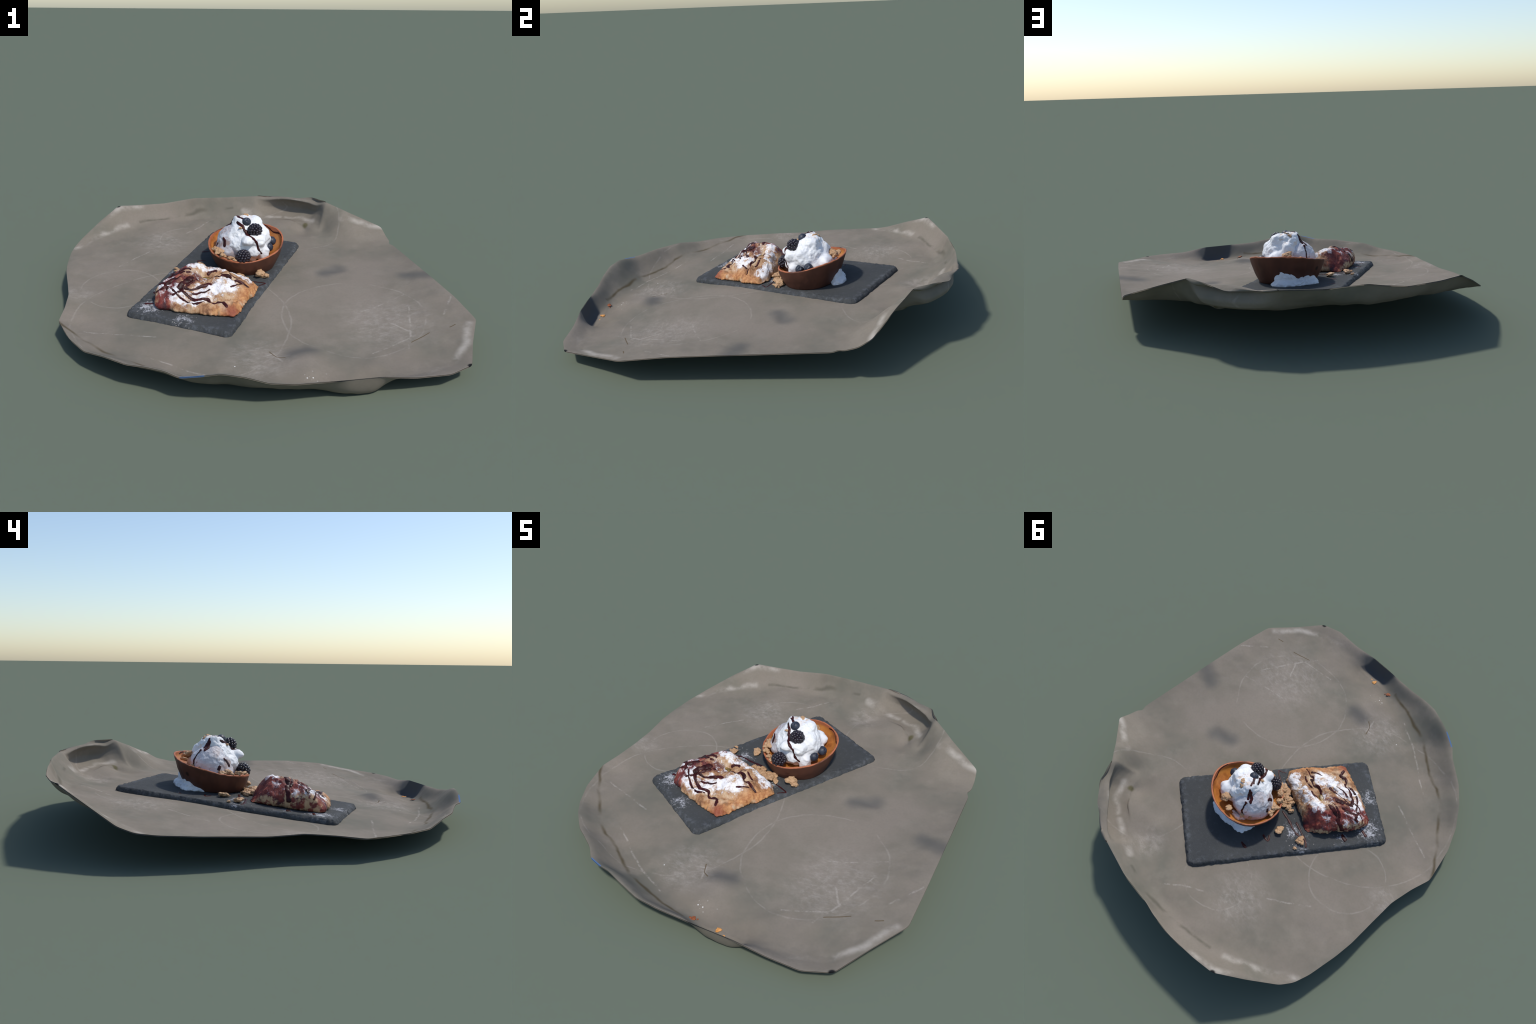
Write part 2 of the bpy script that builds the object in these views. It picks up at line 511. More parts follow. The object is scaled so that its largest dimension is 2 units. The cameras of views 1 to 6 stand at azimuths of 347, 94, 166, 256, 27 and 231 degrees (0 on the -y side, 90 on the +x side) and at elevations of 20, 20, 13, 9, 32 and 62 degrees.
def build_slate(mat):
    # rounded outline from the four corners
    out = []
    rad = 0.035
    for i in range(4):
        c, p, q = SLATE[i, :2], SLATE[i - 1, :2], SLATE[(i + 1) % 4, :2]
        d0, d1 = (p - c) / np.linalg.norm(p - c), (q - c) / np.linalg.norm(q - c)
        for t in np.linspace(0, 1, 9):
            a, b = c + d0 * rad * (1 - t), c + d1 * rad * t
            out.append(a + (b - a) * t)
    n = 900
    edge = resample(out, n, round_=4)
    cen = SLATE[:, :2].mean(0)
    tang = np.roll(edge, -1, 0) - np.roll(edge, 1, 0)
    nrm = np.stack([tang[:, 1], -tang[:, 0]], 1)
    nrm /= np.linalg.norm(nrm, axis=1)[:, None]
    if ((edge - cen) * nrm).sum() < 0:
        nrm = -nrm
    edge = edge + nrm * 0.006
    e3 = np.column_stack([edge, np.zeros(n)])
    chip = fbm(e3, 28, 4, 1.0)
    chip2 = fbm(e3, 70, 3, 2.0)
    flake = np.maximum(0, fbm(e3, 9, 3, 3.0))
    verts = []
    top_in = np.linspace(0.02, 0.86, 26)
    for k in top_in:
        xy = cen + (edge - cen) * k
        z = slate_z(xy) + 0.0012 * fbm(np.column_stack([xy, xy[:, 0] * 0]), 12, 3, 4.0)
        verts.append(np.column_stack([xy, z]))
    inset = 0.009 + 0.006 * np.abs(chip) + 0.007 * flake
    for d, drop in ((1.6, 0.0), (1.0, 0.0010), (0.75, 0.005), (0.45, 0.008), (0.2, 0.013), (0.0, 0.018), (0.02, 0.024), (0.3, 0.030), (0.8, 0.034)):
        wob = 0.0018 * (chip2 + 0.8 * fbm(e3, 45, 3, 5.0 + d * 3))
        xy = edge - nrm * (inset * d - 0.0025 * chip - wob * (1 if d < 1.5 else 0))[:, None]
        verts.append(np.column_stack([xy, slate_z(xy) - drop + wob * 0.4]))
    rings = len(verts)
    v = np.vstack(verts)
    f = ring_faces(n, rings)
    f.append(tuple(range(n)))
    f.append(tuple((rings - 1) * n + i for i in range(n)))
    me = make_mesh("slate_board", v, f)
    import bmesh
    bm = bmesh.new()
    bm.from_mesh(me)
    bmesh.ops.recalc_face_normals(bm, faces=bm.faces)
    bm.to_mesh(me)
    bm.free()
    ob = add("slate_board", me, mat)
    tag(ob, "dark grey rectangular slate serving board with chipped edges", "slate board")
    return ob


def slate_material():
    m = Mat("dark_slate")
    big = m.noise(5, 4)
    col = m.ramp(big, [(0.3, (0.046, 0.049, 0.051)), (0.7, (0.066, 0.068, 0.067))])
    col = m.mix(m.mul(m.step(m.noise(60, 5, 0.7), 0.5, 0.8), 0.5), col, (0.10, 0.105, 0.115))
    # paler flaked border
    p = m.flat()
    loop = [tuple(q[:2]) for q in SLATE] + [tuple(SLATE[0, :2])]
    edge = m.step(m.path(p, loop), 0.045, 0.012)
    col = m.mix(m.mul(edge, m.step(m.noise(38, 5, 0.7), 0.46, 0.70), 0.5), col, (0.14, 0.15, 0.165))
    # dusting of icing sugar round the pastry
    dust = m.mx(m.spot(p, (-0.50, -0.17), 0.07, 0.05), m.spot(p, (-0.36, -0.31), 0.05, 0.05), m.spot(p, (-0.44, -0.02), 0.03, 0.05),
                m.spot(p, (-0.25, 0.15), 0.05, 0.06), m.spot(p, (-0.02, 0.0), 0.05, 0.04), m.mul(m.spot(p, (-0.33, 0.17), 0.06, 0.06), 0.8))
    g = m.math("ADD", m.math("ADD", m.mul(m.noise(34, 5, 0.75, 0.5), 0.7), m.mul(m.noise(140, 4, 0.8), 0.5)), m.mul(dust, 0.22))
    col = m.mix(m.mul(m.step(g, 0.74, 0.92), m.step(dust, 0.02, 0.5), 0.75), col, (0.58, 0.58, 0.61))
    # crumbs and specks
    sp = m.step(m.voronoi(42), 0.13, 0.08)
    near = m.mx(dust, 0.12)
    col = m.mix(m.mul(sp, m.step(m.mul(near, m.noise(18)), 0.06, 0.2), 0.8), col, (0.55, 0.5, 0.45))
    m.bump(m.math("ADD", m.noise(40, 5, 0.65), m.mul(m.noise(160, 3), 0.4)), 0.35, 0.006)
    return m.done(col, 0.8, 0.0, Specular_IOR_Level=0.15)


# ------------------------------------------------------------------ star-shaped lumps
def blob(name, centre, parts, k=0.02, nu=160, nv=90, reach=0.3, rough=0.0, rscale=20, seed=0.0, cut=None):
    """closed lump round `centre`: the smooth union of ellipsoids (x,y,z,rx,ry,rz)"""
    c = np.array(centre, float)
    u = np.linspace(0, 2 * math.pi, nu, endpoint=False)
    w = np.linspace(0, math.pi, nv + 2)[1:-1]
    d = np.array([(math.sin(b) * math.cos(a), math.sin(b) * math.sin(a), math.cos(b)) for b in w for a in u] + [(0, 0, 1), (0, 0, -1)])
    r = np.linspace(0.002, reach, 110)
    best = np.full((len(d), len(r)), 1e9)
    P = c + d[:, None, :] * r[None, :, None]
    acc = None
    for e in parts:
        q = (P - np.array(e[:3])) / np.array(e[3:6])
        s = (np.linalg.norm(q, axis=2) - 1) * min(e[3:6])
        if acc is None:
            acc = s
        else:
            h = np.clip(0.5 + 0.5 * (s - acc) / k, 0, 1)
            acc = s * h * 0 + (acc * h + s * (1 - h)) - k * h * (1 - h)
    inside = acc < 0
    last = inside.shape[1] - 1 - inside[:, ::-1].argmax(1)
    last = np.clip(np.where(inside.any(1), last, 0), 0, len(r) - 2)
    i = np.arange(len(d))
    a, b = acc[i, last], acc[i, last + 1]
    t = np.clip(-a / np.where(np.abs(b - a) < 1e-9, 1e-9, b - a), 0, 1)
    rad = r[last] + t * (r[1] - r[0])
    v = c + d * rad[:, None]
    if rough:
        v = v + d * (rough * fbm(v, rscale, 4, seed))[:, None]
    f = ring_faces(nu, nv)
    T, B = nu * nv, nu * nv + 1
    f += [(T, i, (i + 1) % nu) for i in range(nu)]
    o = (nv - 1) * nu
    f += [(B, o + (i + 1) % nu, o + i) for i in range(nu)]
    return make_mesh(name, v, f)


def bvh_of(obs):
    vs, fs = [], []
    for o in obs:
        b = len(vs)
        vs += [o.matrix_world @ v.co for v in o.data.vertices]
        fs += [tuple(b + i for i in p.vertices) for p in o.data.polygons]
    return BVHTree.FromPolygons(vs, fs)


def drizzle(name, tree, pts, width, mat, parent, height=0.35, seed=0.0, taper=True, per=14, sink=0.0):
    """a rope of thick sauce laid over whatever `tree` holds"""
    c = catmull(pts, per)
    c = resample(c, max(12, int(len(c))), closed=False, round_=1)
    pos, nor = [], []
    for q in c:
        hit, n, _, _ = tree.find_nearest(V3(q))
        pos.append(np.array(hit))
        nor.append(np.array(n))
    pos, nor = np.array(pos), np.array(nor)
    for _ in range(2):
        pos[1:-1] = (pos[:-2] + 2 * pos[1:-1] + pos[2:]) / 4
        nor[1:-1] = (nor[:-2] + 2 * nor[1:-1] + nor[2:]) / 4
    nor /= np.linalg.norm(nor, axis=1)[:, None]
    n = len(pos)
    tan = np.gradient(pos, axis=0)
    side = np.cross(tan, nor)
    side /= np.maximum(np.linalg.norm(side, axis=1), 1e-9)[:, None]
    w = width * (1 + 0.6 * fbm(pos, 30, 3, seed + 11))
    if taper:
        w = w * np.clip(np.minimum(np.arange(n), np.arange(n)[::-1]) / 2.0 + 0.35, 0, 1)
    K = 10
    rings = []
    for j in range(K):
        a = 2 * math.pi * j / K
        rings.append(pos + side * (w * math.cos(a))[:, None] + nor * (w * height * math.sin(a) + sink)[:, None])
    v = np.stack(rings, 1).reshape(-1, 3)
    f = []
    for i in range(n - 1):
        for j in range(K):
            f.append((i * K + j, i * K + (j + 1) % K, (i + 1) * K + (j + 1) % K, (i + 1) * K + j))
    f.append(tuple(reversed(range(K))))
    f.append(tuple((n - 1) * K + j for j in range(K)))
    return add(name, make_mesh(name, v, f), mat, parent)


# ------------------------------------------------------------------ small food
def nut_mesh(name, seed, size, flat=0.6, lobes=3):
    rs = np.random.default_rng(seed)
    parts = [(0, 0, 0, 0.55, 0.5, 0.42)]
    for _ in range(lobes):
        p = rs.uniform(-0.55, 0.55, 3) * (1, 0.8, 0.35)
        parts.append((*p, *rs.uniform(0.26, 0.42, 3)))
    me = blob(name, (0, 0, 0), parts, k=0.08, nu=44, nv=28, reach=1.3, rough=0.22, rscale=2.6, seed=seed * 0.37)
    for v in me.vertices:
        v.co = Vector((v.co.x * size, v.co.y * size, v.co.z * size * flat))
    return me


def nut_material():
    m = Mat("toasted_nut")
    info = m.new("ShaderNodeObjectInfo")
    n = m.noise(45, 4)
    col = m.ramp(n, [(0.34, (0.20, 0.08, 0.032)), (0.5, (0.46, 0.26, 0.125)), (0.66, (0.66, 0.46, 0.27))])
    col = m.mix(m.mul(m.step(m.noise(110, 3), 0.58, 0.7), 0.6), col, (0.25, 0.09, 0.035))
    col = m.mix(m.mul(info.outputs["Random"], 0.2), col, (0.66, 0.47, 0.28))
    m.bump(m.noise(120, 4), 0.3, 0.004)
    return m.done(col, 0.55)


def blackberry_mesh(name, length, width, seed):
    rs = np.random.default_rng(seed)
    sv, sf = [], []
    nu, nv = 12, 7
    for i in range(nv):
        b = math.pi * (i + 1) / (nv + 1)
        for j in range(nu):
            a = 2 * math.pi * j / nu
            sv.append((math.sin(b) * math.cos(a), math.sin(b) * math.sin(a), math.cos(b)))
    sf = ring_faces(nu, nv)
    sv += [(0, 0, 1), (0, 0, -1)]
    sf += [(nu * nv, i, (i + 1) % nu) for i in range(nu)] + [(nu * nv + 1, (nv - 1) * nu + (i + 1) % nu, (nv - 1) * nu + i) for i in range(nu)]
    sv = np.array(sv)
    verts, faces = [sv * (width * 0.85, width * 0.85, length * 0.85)], [*sf]
    base = len(sv)
    count = 62
    for k in range(count):
        z = 1 - 2 * (k + 0.5) / count
        a = k * 2.39996
        q = np.array([math.sqrt(1 - z * z) * math.cos(a) * width, math.sqrt(1 - z * z) * math.sin(a) * width, z * length]) * 0.86
        r = width * 0.27 * rs.uniform(0.85, 1.12)
        verts.append(sv * r + q)
        faces += [tuple(i + base for i in f) for f in sf]
        base += len(sv)
    me = make_mesh(name, np.vstack(verts), faces)
    return me


def simple_material(name, c0, c1, scale, rough, bump=0.0, bscale=60, **kw):
    m = Mat(name)
    col = m.ramp(m.noise(scale, 4), [(0.35, c0), (0.65, c1)])
    if bump:
        m.bump(m.noise(bscale, 4), bump, 0.004)
    return m.done(col, rough, **kw)


# ------------------------------------------------------------------ chocolate cup
CUP_C = np.array([0.040, 0.222, 0.256])
CUP_N = np.array([-0.10, -0.245, 0.964])
CUP_N /= np.linalg.norm(CUP_N)


def build_cup(root, mat_out, mat_in):
    ex = np.cross([0, 1, 0], CUP_N)
    ex /= np.linalg.norm(ex)
    ey = np.cross(CUP_N, ex)
    n = 200
    a = np.linspace(0, 2 * math.pi, n, endpoint=False)
    wob = 0.003 * np.sin(3 * a + 1.0) + 0.0012 * np.sin(6 * a)
    rim_r = 0.201 + wob
    ring = CUP_C + np.outer(rim_r * np.cos(a) * 1.0, ex) + np.outer(rim_r * np.sin(a) * 0.965, ey)
    ring += np.outer(0.0022 * fbm(ring, 45, 3, 6.0) + 0.0022 * np.sin(5 * a + 0.6) + 0.003 * np.sin(2 * a) + 0.0007 * np.sin(23 * a), CUP_N)
    bc = np.array([0.038, 0.210])
    base_xy = bc + 0.152 * np.stack([ring[:, 0] - CUP_C[0], ring[:, 1] - CUP_C[1]], 1) / 0.2
    base = np.column_stack([base_xy, slate_z(base_xy) + 0.001])
    outer = []
    for t in np.linspace(0, 1, 26):
        bulge = 0.005 * math.sin(math.pi * t)
        q = ring * (1 - t) + base * t
        rad = q - np.array([bc[0], bc[1], 0])
        rad[:, 2] = 0
        rad /= np.linalg.norm(rad, axis=1)[:, None]
        q = q + rad * bulge + rad * (0.0015 * min(1, t * 4) * fbm(q, 22, 3, 8.0))[:, None]
        outer.append(q)
    foot = base.copy()
    foot[:, :2] = bc + (base_xy - bc) * 0.9
    outer.append(foot)
    verts = outer[::-1]
    # lip and inside
    lipn = np.outer(np.ones(n), CUP_N)
    inward = (CUP_C - ring)
    inward /= np.linalg.norm(inward, axis=1)[:, None]
    verts.append(ring + inward * 0.003 + lipn * 0.003)
    verts.append(ring + inward * 0.008 + lipn * 0.002)
    lip_at = len(outer)
    ins = []
    for t in np.linspace(0.0, 1, 16):
        r = math.cos(t * math.pi / 2) ** 0.75
        q = CUP_C + (ring + inward * 0.010 - CUP_C) * r - CUP_N * (0.068 * math.sin(t * math.pi / 2))
        ins.append(q)
    ins = ins[:-1]
    me_out = make_mesh("cup_shell", np.vstack(verts), ring_faces(n, len(verts)) + [tuple(reversed(range(n)))])
    me_in = make_mesh("cup_lining", np.vstack([verts[-1]] + ins[1:]), ring_faces(n, len(ins)) + [tuple((len(ins) - 1) * n + i for i in range(n))])
    for me in (me_out, me_in):
        fix_normals(me)
    o = add("cup_shell", me_out, mat_out, root)
    i = add("cup_lining", me_in, mat_in, root)
    # the lining must look inward/up
    if sum(p.normal.dot(V3(CUP_N)) for p in me_in.polygons) < 0:
        me_in.flip_normals()
    return o, i


def fix_normals(me):
    import bmesh
    bm = bmesh.new()
    bm.from_mesh(me)
    bmesh.ops.recalc_face_normals(bm, faces=bm.faces)
    bm.to_mesh(me)
    bm.free()


HOLES = [(-0.085, 0.365, 0.225), (0.085, 0.40, 0.235), (0.125, 0.385, 0.205)]


def cup_materials():
    m = Mat("chocolate_shell")
    g = m.noise(14, 4, src=m.mapped((1, 1, 0.35)))
    col = m.ramp(g, [(0.35, (0.075, 0.029, 0.018)), (0.65, (0.113, 0.043, 0.026))])  # chocolate darkened toward the scan's shade below the rim
    # the lip and its inner side, paler where rubbed: position above the tilted rim plane
    h = m.vec("DOT_PRODUCT", m.vec("SUBTRACT", m.pos, tuple(map(float, CUP_C))), tuple(map(float, CUP_N)))
    lip = m.step(m.math("ADD", h, m.mul(m.math("SUBTRACT", m.noise(30), 0.5), 0.012)), -0.004, 0.001)
    col = m.mix(lip, col, (0.42, 0.135, 0.060))
    pits = m.mx(m.spot(m.pos, HOLES[0], 0.013, 0.004), m.spot(m.pos, HOLES[1], 0.007, 0.003), m.spot(m.pos, HOLES[2], 0.008, 0.003))
    col = m.mix(pits, col, (0.02, 0.008, 0.005))
    streaks = m.step(m.noise(60, 4, 0.6, src=m.mapped((1, 1, 0.12))), 0.5, 0.75)
    col = m.mix(m.mul(streaks, 0.4), col, (0.075, 0.028, 0.018))
    m.bump(m.noise(50, 4), 0.15, 0.004)
    out = m.done(col, 0.55, Specular_IOR_Level=0.3)
    m = Mat("caramel_lining")
    col = m.ramp(m.noise(11, 5, 0.65), [(0.3, (0.20, 0.06, 0.018)), (0.5, (0.46, 0.17, 0.035)), (0.68, (0.55, 0.23, 0.05))])
    h = m.vec("DOT_PRODUCT", m.vec("SUBTRACT", m.pos, tuple(map(float, CUP_C))), tuple(map(float, CUP_N)))
    col = m.mix(m.step(h, -0.018, -0.004), col, (0.42, 0.135, 0.060))
    m.bump(m.noise(40, 4), 0.3, 0.004)
    return out, m.done(col, 0.35)


# ------------------------------------------------------------------ pastry
PASTRY_EDGE = [(0.035, -0.083), (0.003, -0.157), (-0.058, -0.235), (-0.097, -0.304), (-0.138, -0.336), (-0.228, -0.310), (-0.340, -0.271),
               (-0.424, -0.226), (-0.482, -0.180), (-0.466, -0.100), (-0.412, -0.016), (-0.376, 0.040), (-0.322, 0.088), (-0.287, 0.099),
               (-0.221, 0.069), (-0.156, 0.047), (-0.097, 0.024), (-0.045, 0.000), (-0.010, -0.010), (0.018, -0.045)]
PASTRY_TOP = Plate([(0.02, -0.083, 0.138), (-0.01, -0.157, 0.132), (-0.06, -0.22, 0.122), (-0.13, -0.315, 0.112), (-0.228, -0.285, 0.118), (-0.34, -0.25, 0.128),
                    (-0.42, -0.21, 0.138), (-0.465, -0.175, 0.150), (-0.445, -0.10, 0.172), (-0.395, -0.02, 0.176), (-0.36, 0.03, 0.172), (-0.31, 0.07, 0.155),
                    (-0.27, 0.078, 0.148), (-0.20, 0.055, 0.152), (-0.14, 0.036, 0.15), (-0.08, 0.01, 0.147), (-0.02, -0.022, 0.14),
                    (-0.315, -0.077, 0.228), (-0.229, -0.071, 0.198), (-0.298, 0.01, 0.214), (-0.233, 0.009, 0.218), (-0.18, -0.124, 0.191),
                    (-0.08, -0.10, 0.183), (-0.447, -0.157, 0.184), (-0.168, -0.271, 0.132), (-0.027, -0.154, 0.148), (-0.28, -0.19, 0.163),
                    (-0.38, -0.13, 0.205), (-0.16, -0.05, 0.208), (-0.12, -0.19, 0.161)], smooth=1e-5)


def build_pastry(root, mat, mat_fill):
    n = 420
    pulled = [(x + 0.008, y - 0.009) if i >= 8 else (x, y) for i, (x, y) in enumerate(PASTRY_EDGE)]
    edge = resample(catmull(pulled + pulled[:1], 10)[:-1], n, round_=2)
    cen = np.array([-0.22, -0.10])
    e3 = np.column_stack([edge, np.zeros(n)])
    rag = 0.006 * fbm(e3, 40, 4, 1.0) + 0.004 * fbm(e3, 90, 3, 2.0)
    out = edge - cen
    out /= np.linalg.norm(out, axis=1)[:, None]
    verts = []
    ss = np.concatenate([np.linspace(0.02, 0.85, 56), np.linspace(0.865, 0.985, 14)])
    hole = np.array([-0.222, -0.072])
    for k in ss:
        xy = cen + (edge - cen) * k + out * (rag * k ** 4)[:, None]
        z = PASTRY_TOP(xy)
        p3 = np.column_stack([xy, np.zeros(n)])
        # folded strips of dough, flaky blisters
        z = z + 0.009 * fbm(p3, 16, 3, 3.0) + 0.0075 * fbm(p3, 36, 4, 4.0)
        ridge = 1 - np.abs(fbm(p3 * (1, 1, 1), 11, 2, 6.0)) * 3
        z = z + 0.006 * np.clip(ridge, 0, 1)
        z = z + 0.010 * np.exp(-(near_path(xy, [(-0.01, -0.055), (-0.11, -0.03), (-0.2, -0.02), (-0.28, 0.0)]) / 0.028) ** 2)
        z = z + 0.007 * np.exp(-(near_path(xy, [(-0.04, -0.20), (-0.125, -0.305), (-0.24, -0.285), (-0.36, -0.235)]) / 0.018) ** 2)
        z = z + 0.008 * np.exp(-(near_path(xy, [(-0.13, -0.15), (-0.17, -0.20)]) / 0.030) ** 2)
        for groove in ([(-0.03, -0.15), (-0.084, -0.129), (-0.133, -0.099), (-0.2, -0.095)], [(-0.2, -0.15), (-0.245, -0.168), (-0.30, -0.182), (-0.36, -0.175)],
                       [(-0.10, -0.225), (-0.175, -0.262), (-0.245, -0.246)]):
            z = z - 0.010 * np.exp(-(near_path(xy, groove) / 0.010) ** 2)
        r = np.linalg.norm((xy - hole) * (1.0, 1.25), axis=1)
        z = z - 0.024 * np.exp(-(r / 0.022) ** 2)
        roll = np.clip((k - 0.9) / 0.1, 0, 1)
        z = z - 0.012 * roll ** 2
        verts.append(np.column_stack([xy, z]))
    lastz = verts[-1][:, 2]
    low = slate_z(edge)
    for d, t in ((0.0, 0.30), (0.002, 0.55), (-0.002, 0.78), (-0.008, 0.95), (-0.03, 1.0)):
        xy = cen + (edge - cen) + out * (rag + d)[:, None]
        xy += out * (0.003 * fbm(np.column_stack([edge, np.full(n, t)]), 55, 3, 5.0))[:, None]
        verts.append(np.column_stack([xy, lastz * (1 - t) + (low + 0.001) * t]))
    v = np.vstack(verts)
    f = ring_faces(n, len(verts)) + [tuple(range(n)), tuple((len(verts) - 1) * n + i for i in range(n))]
    me = make_mesh("pastry_crust", v, f)
    fix_normals(me)
    crust = add("pastry_crust", me, mat, root)
    fill = blob("fruit_filling", (hole[0], hole[1], 0.172), [(hole[0], hole[1], 0.170, 0.035, 0.028, 0.016), (hole[0] + 0.012, hole[1] - 0.01, 0.176, 0.014, 0.012, 0.012),
                                                        (hole[0] - 0.014, hole[1] + 0.004, 0.174, 0.012, 0.012, 0.012)], k=0.006, nu=60, nv=40, reach=0.06, rough=0.003, rscale=60)
    add("fruit_filling", fill, mat_fill, root)
    return crust


def pastry_material():
    m = Mat("baked_dough")
    p = m.flat()
    pw = m.flat(0.05, 9)
    n = m.noise(18, 6, 0.68)
    col = m.ramp(n, [(0.34, (0.13, 0.052, 0.028)), (0.45, (0.33, 0.165, 0.075)), (0.57, (0.50, 0.33, 0.195)), (0.68, (0.58, 0.45, 0.32))])
    # browner, orange crust at the low front corner and along the outer edge
    rim = m.step(m.path(pw, [(0.04, -0.09), (-0.06, -0.24), (-0.14, -0.34), (-0.20, -0.325)]), 0.062, 0.012)
    col = m.mix(m.mul(rim, m.step(m.noise(24, 4), 0.28, 0.5), 0.85), col, m.ramp(m.noise(60, 4), [(0.35, (0.36, 0.13, 0.045)), (0.65, (0.60, 0.30, 0.115))]))
    col = m.mix(m.mul(m.spot(pw, (-0.14, -0.335), 0.038, 0.03), 0.8), col, (0.22, 0.035, 0.02))
    # berry juice soaked into the -x side, and smeared over the ridge
    b = m.math("ADD", m.mul(m.axis(0, p), 0.848), m.mul(m.axis(1, p), -0.53))
    juice = m.step(m.math("ADD", b, m.mul(m.math("SUBTRACT", m.noise(9, 5, 0.65), 0.5), 0.20)), -0.20, -0.245)
    jcol = m.ramp(m.noise(20, 5, 0.65), [(0.32, (0.030, 0.010, 0.022)), (0.46, (0.13, 0.014, 0.018)), (0.58, (0.24, 0.040, 0.030)), (0.7, (0.40, 0.15, 0.075))])
    col = m.mix(m.mul(juice, 0.93), col, jcol)
    smear = m.mul(m.step(m.path(pw, [(-0.24, -0.10), (-0.33, -0.14), (-0.42, -0.16)]), 0.045, 0.012), m.step(m.noise(28, 4), 0.40, 0.55))
    col = m.mix(m.mul(smear, 0.85), col, (0.085, 0.010, 0.014))
    low = m.mul(m.step(m.path(p, [(-0.48, -0.18), (-0.46, -0.1), (-0.38, 0.035), (-0.32, 0.09)]), 0.030, 0.010), m.step(m.noise(30), 0.44, 0.56))
    col = m.mix(m.mul(low, 0.8), col, (0.60, 0.40, 0.22))
    # icing sugar, lying where the dough looks up
    geo = m.new("ShaderNodeNewGeometry")
    up = m.step(m.axis(2, geo.outputs["Normal"]), 0.30, 0.75)
    zone = m.mx(m.step(m.path(pw, [(-0.02, -0.055), (-0.11, -0.025), (-0.20, -0.02), (-0.27, -0.015)]), 0.060, 0.015), m.mul(m.spot(pw, (-0.145, -0.165), 0.07, 0.035), 1.05),
                m.mul(m.step(m.path(pw, [(-0.20, -0.20), (-0.29, -0.215), (-0.38, -0.20)]), 0.085, 0.02), 1.0), m.mul(m.spot(pw, (-0.43, -0.13), 0.07, 0.04), 0.75),
                m.mul(m.spot(pw, (-0.36, -0.0), 0.05, 0.04), 0.6), m.mul(m.spot(pw, (-0.26, -0.09), 0.06, 0.04), 0.6))
    lump = m.noise(24, 5, 0.7, 0.6)
    grain = m.noise(150, 4, 0.8)
    dens = m.math("ADD", m.math("ADD", m.mul(zone, 0.30), m.mul(lump, 0.85)), m.mul(grain, 0.34))
    sugar = m.mul(m.step(dens, 0.76, 0.92), m.step(zone, 0.05, 0.4), up)
    col = m.mix(m.mul(sugar, 0.93), col, (0.82, 0.81, 0.82))
    m.bump(m.math("ADD", m.noise(60, 5, 0.65), m.mul(m.noise(220, 3), 0.4)), 0.5, 0.006)
    return m.done(col, 0.6, Specular_IOR_Level=0.3)


# ------------------------------------------------------------------ assemble
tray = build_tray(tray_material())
slate = build_slate(slate_material())
nut_mat = nut_material()
sauce_mat = simple_material("berry_sauce", (0.020, 0.0045, 0.0045), (0.055, 0.008, 0.008), 30, 0.45, Specular_IOR_Level=0.2)


def cream_material():
    m = Mat("whipped_cream")
    col = m.ramp(m.noise(10, 4), [(0.35, (0.74, 0.74, 0.75)), (0.65, (0.82, 0.82, 0.82))])
    tan = m.mul(m.spot(m.pos, (0.045, 0.25, 0.375), 0.055, 0.035), m.step(m.noise(26, 3), 0.52, 0.62))
    col = m.mix(m.mul(tan, 0.7), col, (0.62, 0.40, 0.22))
    low = m.mul(m.spot(m.pos, (0.10, 0.12, 0.215), 0.04, 0.03), m.step(m.noise(22, 3), 0.42, 0.6))
    col = m.mix(m.mul(low, 0.5), col, (0.55, 0.36, 0.27))
    m.bump(m.noise(40, 4), 0.15, 0.005)
    return m.done(col, 0.5, Specular_IOR_Level=0.3)


cream_mat = cream_material()


def scoop_material():
    m = Mat("ice_cream")
    col = m.ramp(m.noise(13, 5, 0.65), [(0.3, (0.44, 0.41, 0.43)), (0.5, (0.60, 0.585, 0.61)), (0.7, (0.70, 0.70, 0.73))])
    col = m.mix(m.mul(m.step(m.noise(38, 4, 0.6), 0.60, 0.7), 0.7), col, (0.22, 0.13, 0.12))
    smear = m.mul(m.spot(m.pos, (-0.07, 0.15, 0.28), 0.085, 0.03), m.step(m.noise(19, 5, 0.65, 0.5), 0.42, 0.58))
    col = m.mix(m.mul(smear, 0.85), col, (0.30, 0.20, 0.16))
    pinkish = m.mul(m.step(m.axis(2), 0.275, 0.235), m.step(m.noise(15, 4), 0.35, 0.6))
    col = m.mix(m.mul(pinkish, 0.5), col, (0.50, 0.36, 0.34))
    m.bump(m.noise(45, 6, 0.7), 0.5, 0.006)
    return m.done(col, 0.55)


# pastry
pastry = thing("fruit_pastry", (-0.22, -0.1, 0.1), "square baked fruit pastry dusted with icing sugar and drizzled with berry sauce", "pastry")
fill_mat = simple_material("fruit_filling", (0.02, 0.015, 0.012), (0.30, 0.18, 0.04), 45, 0.3)
crust = build_pastry(pastry, pastry_material(), fill_mat)

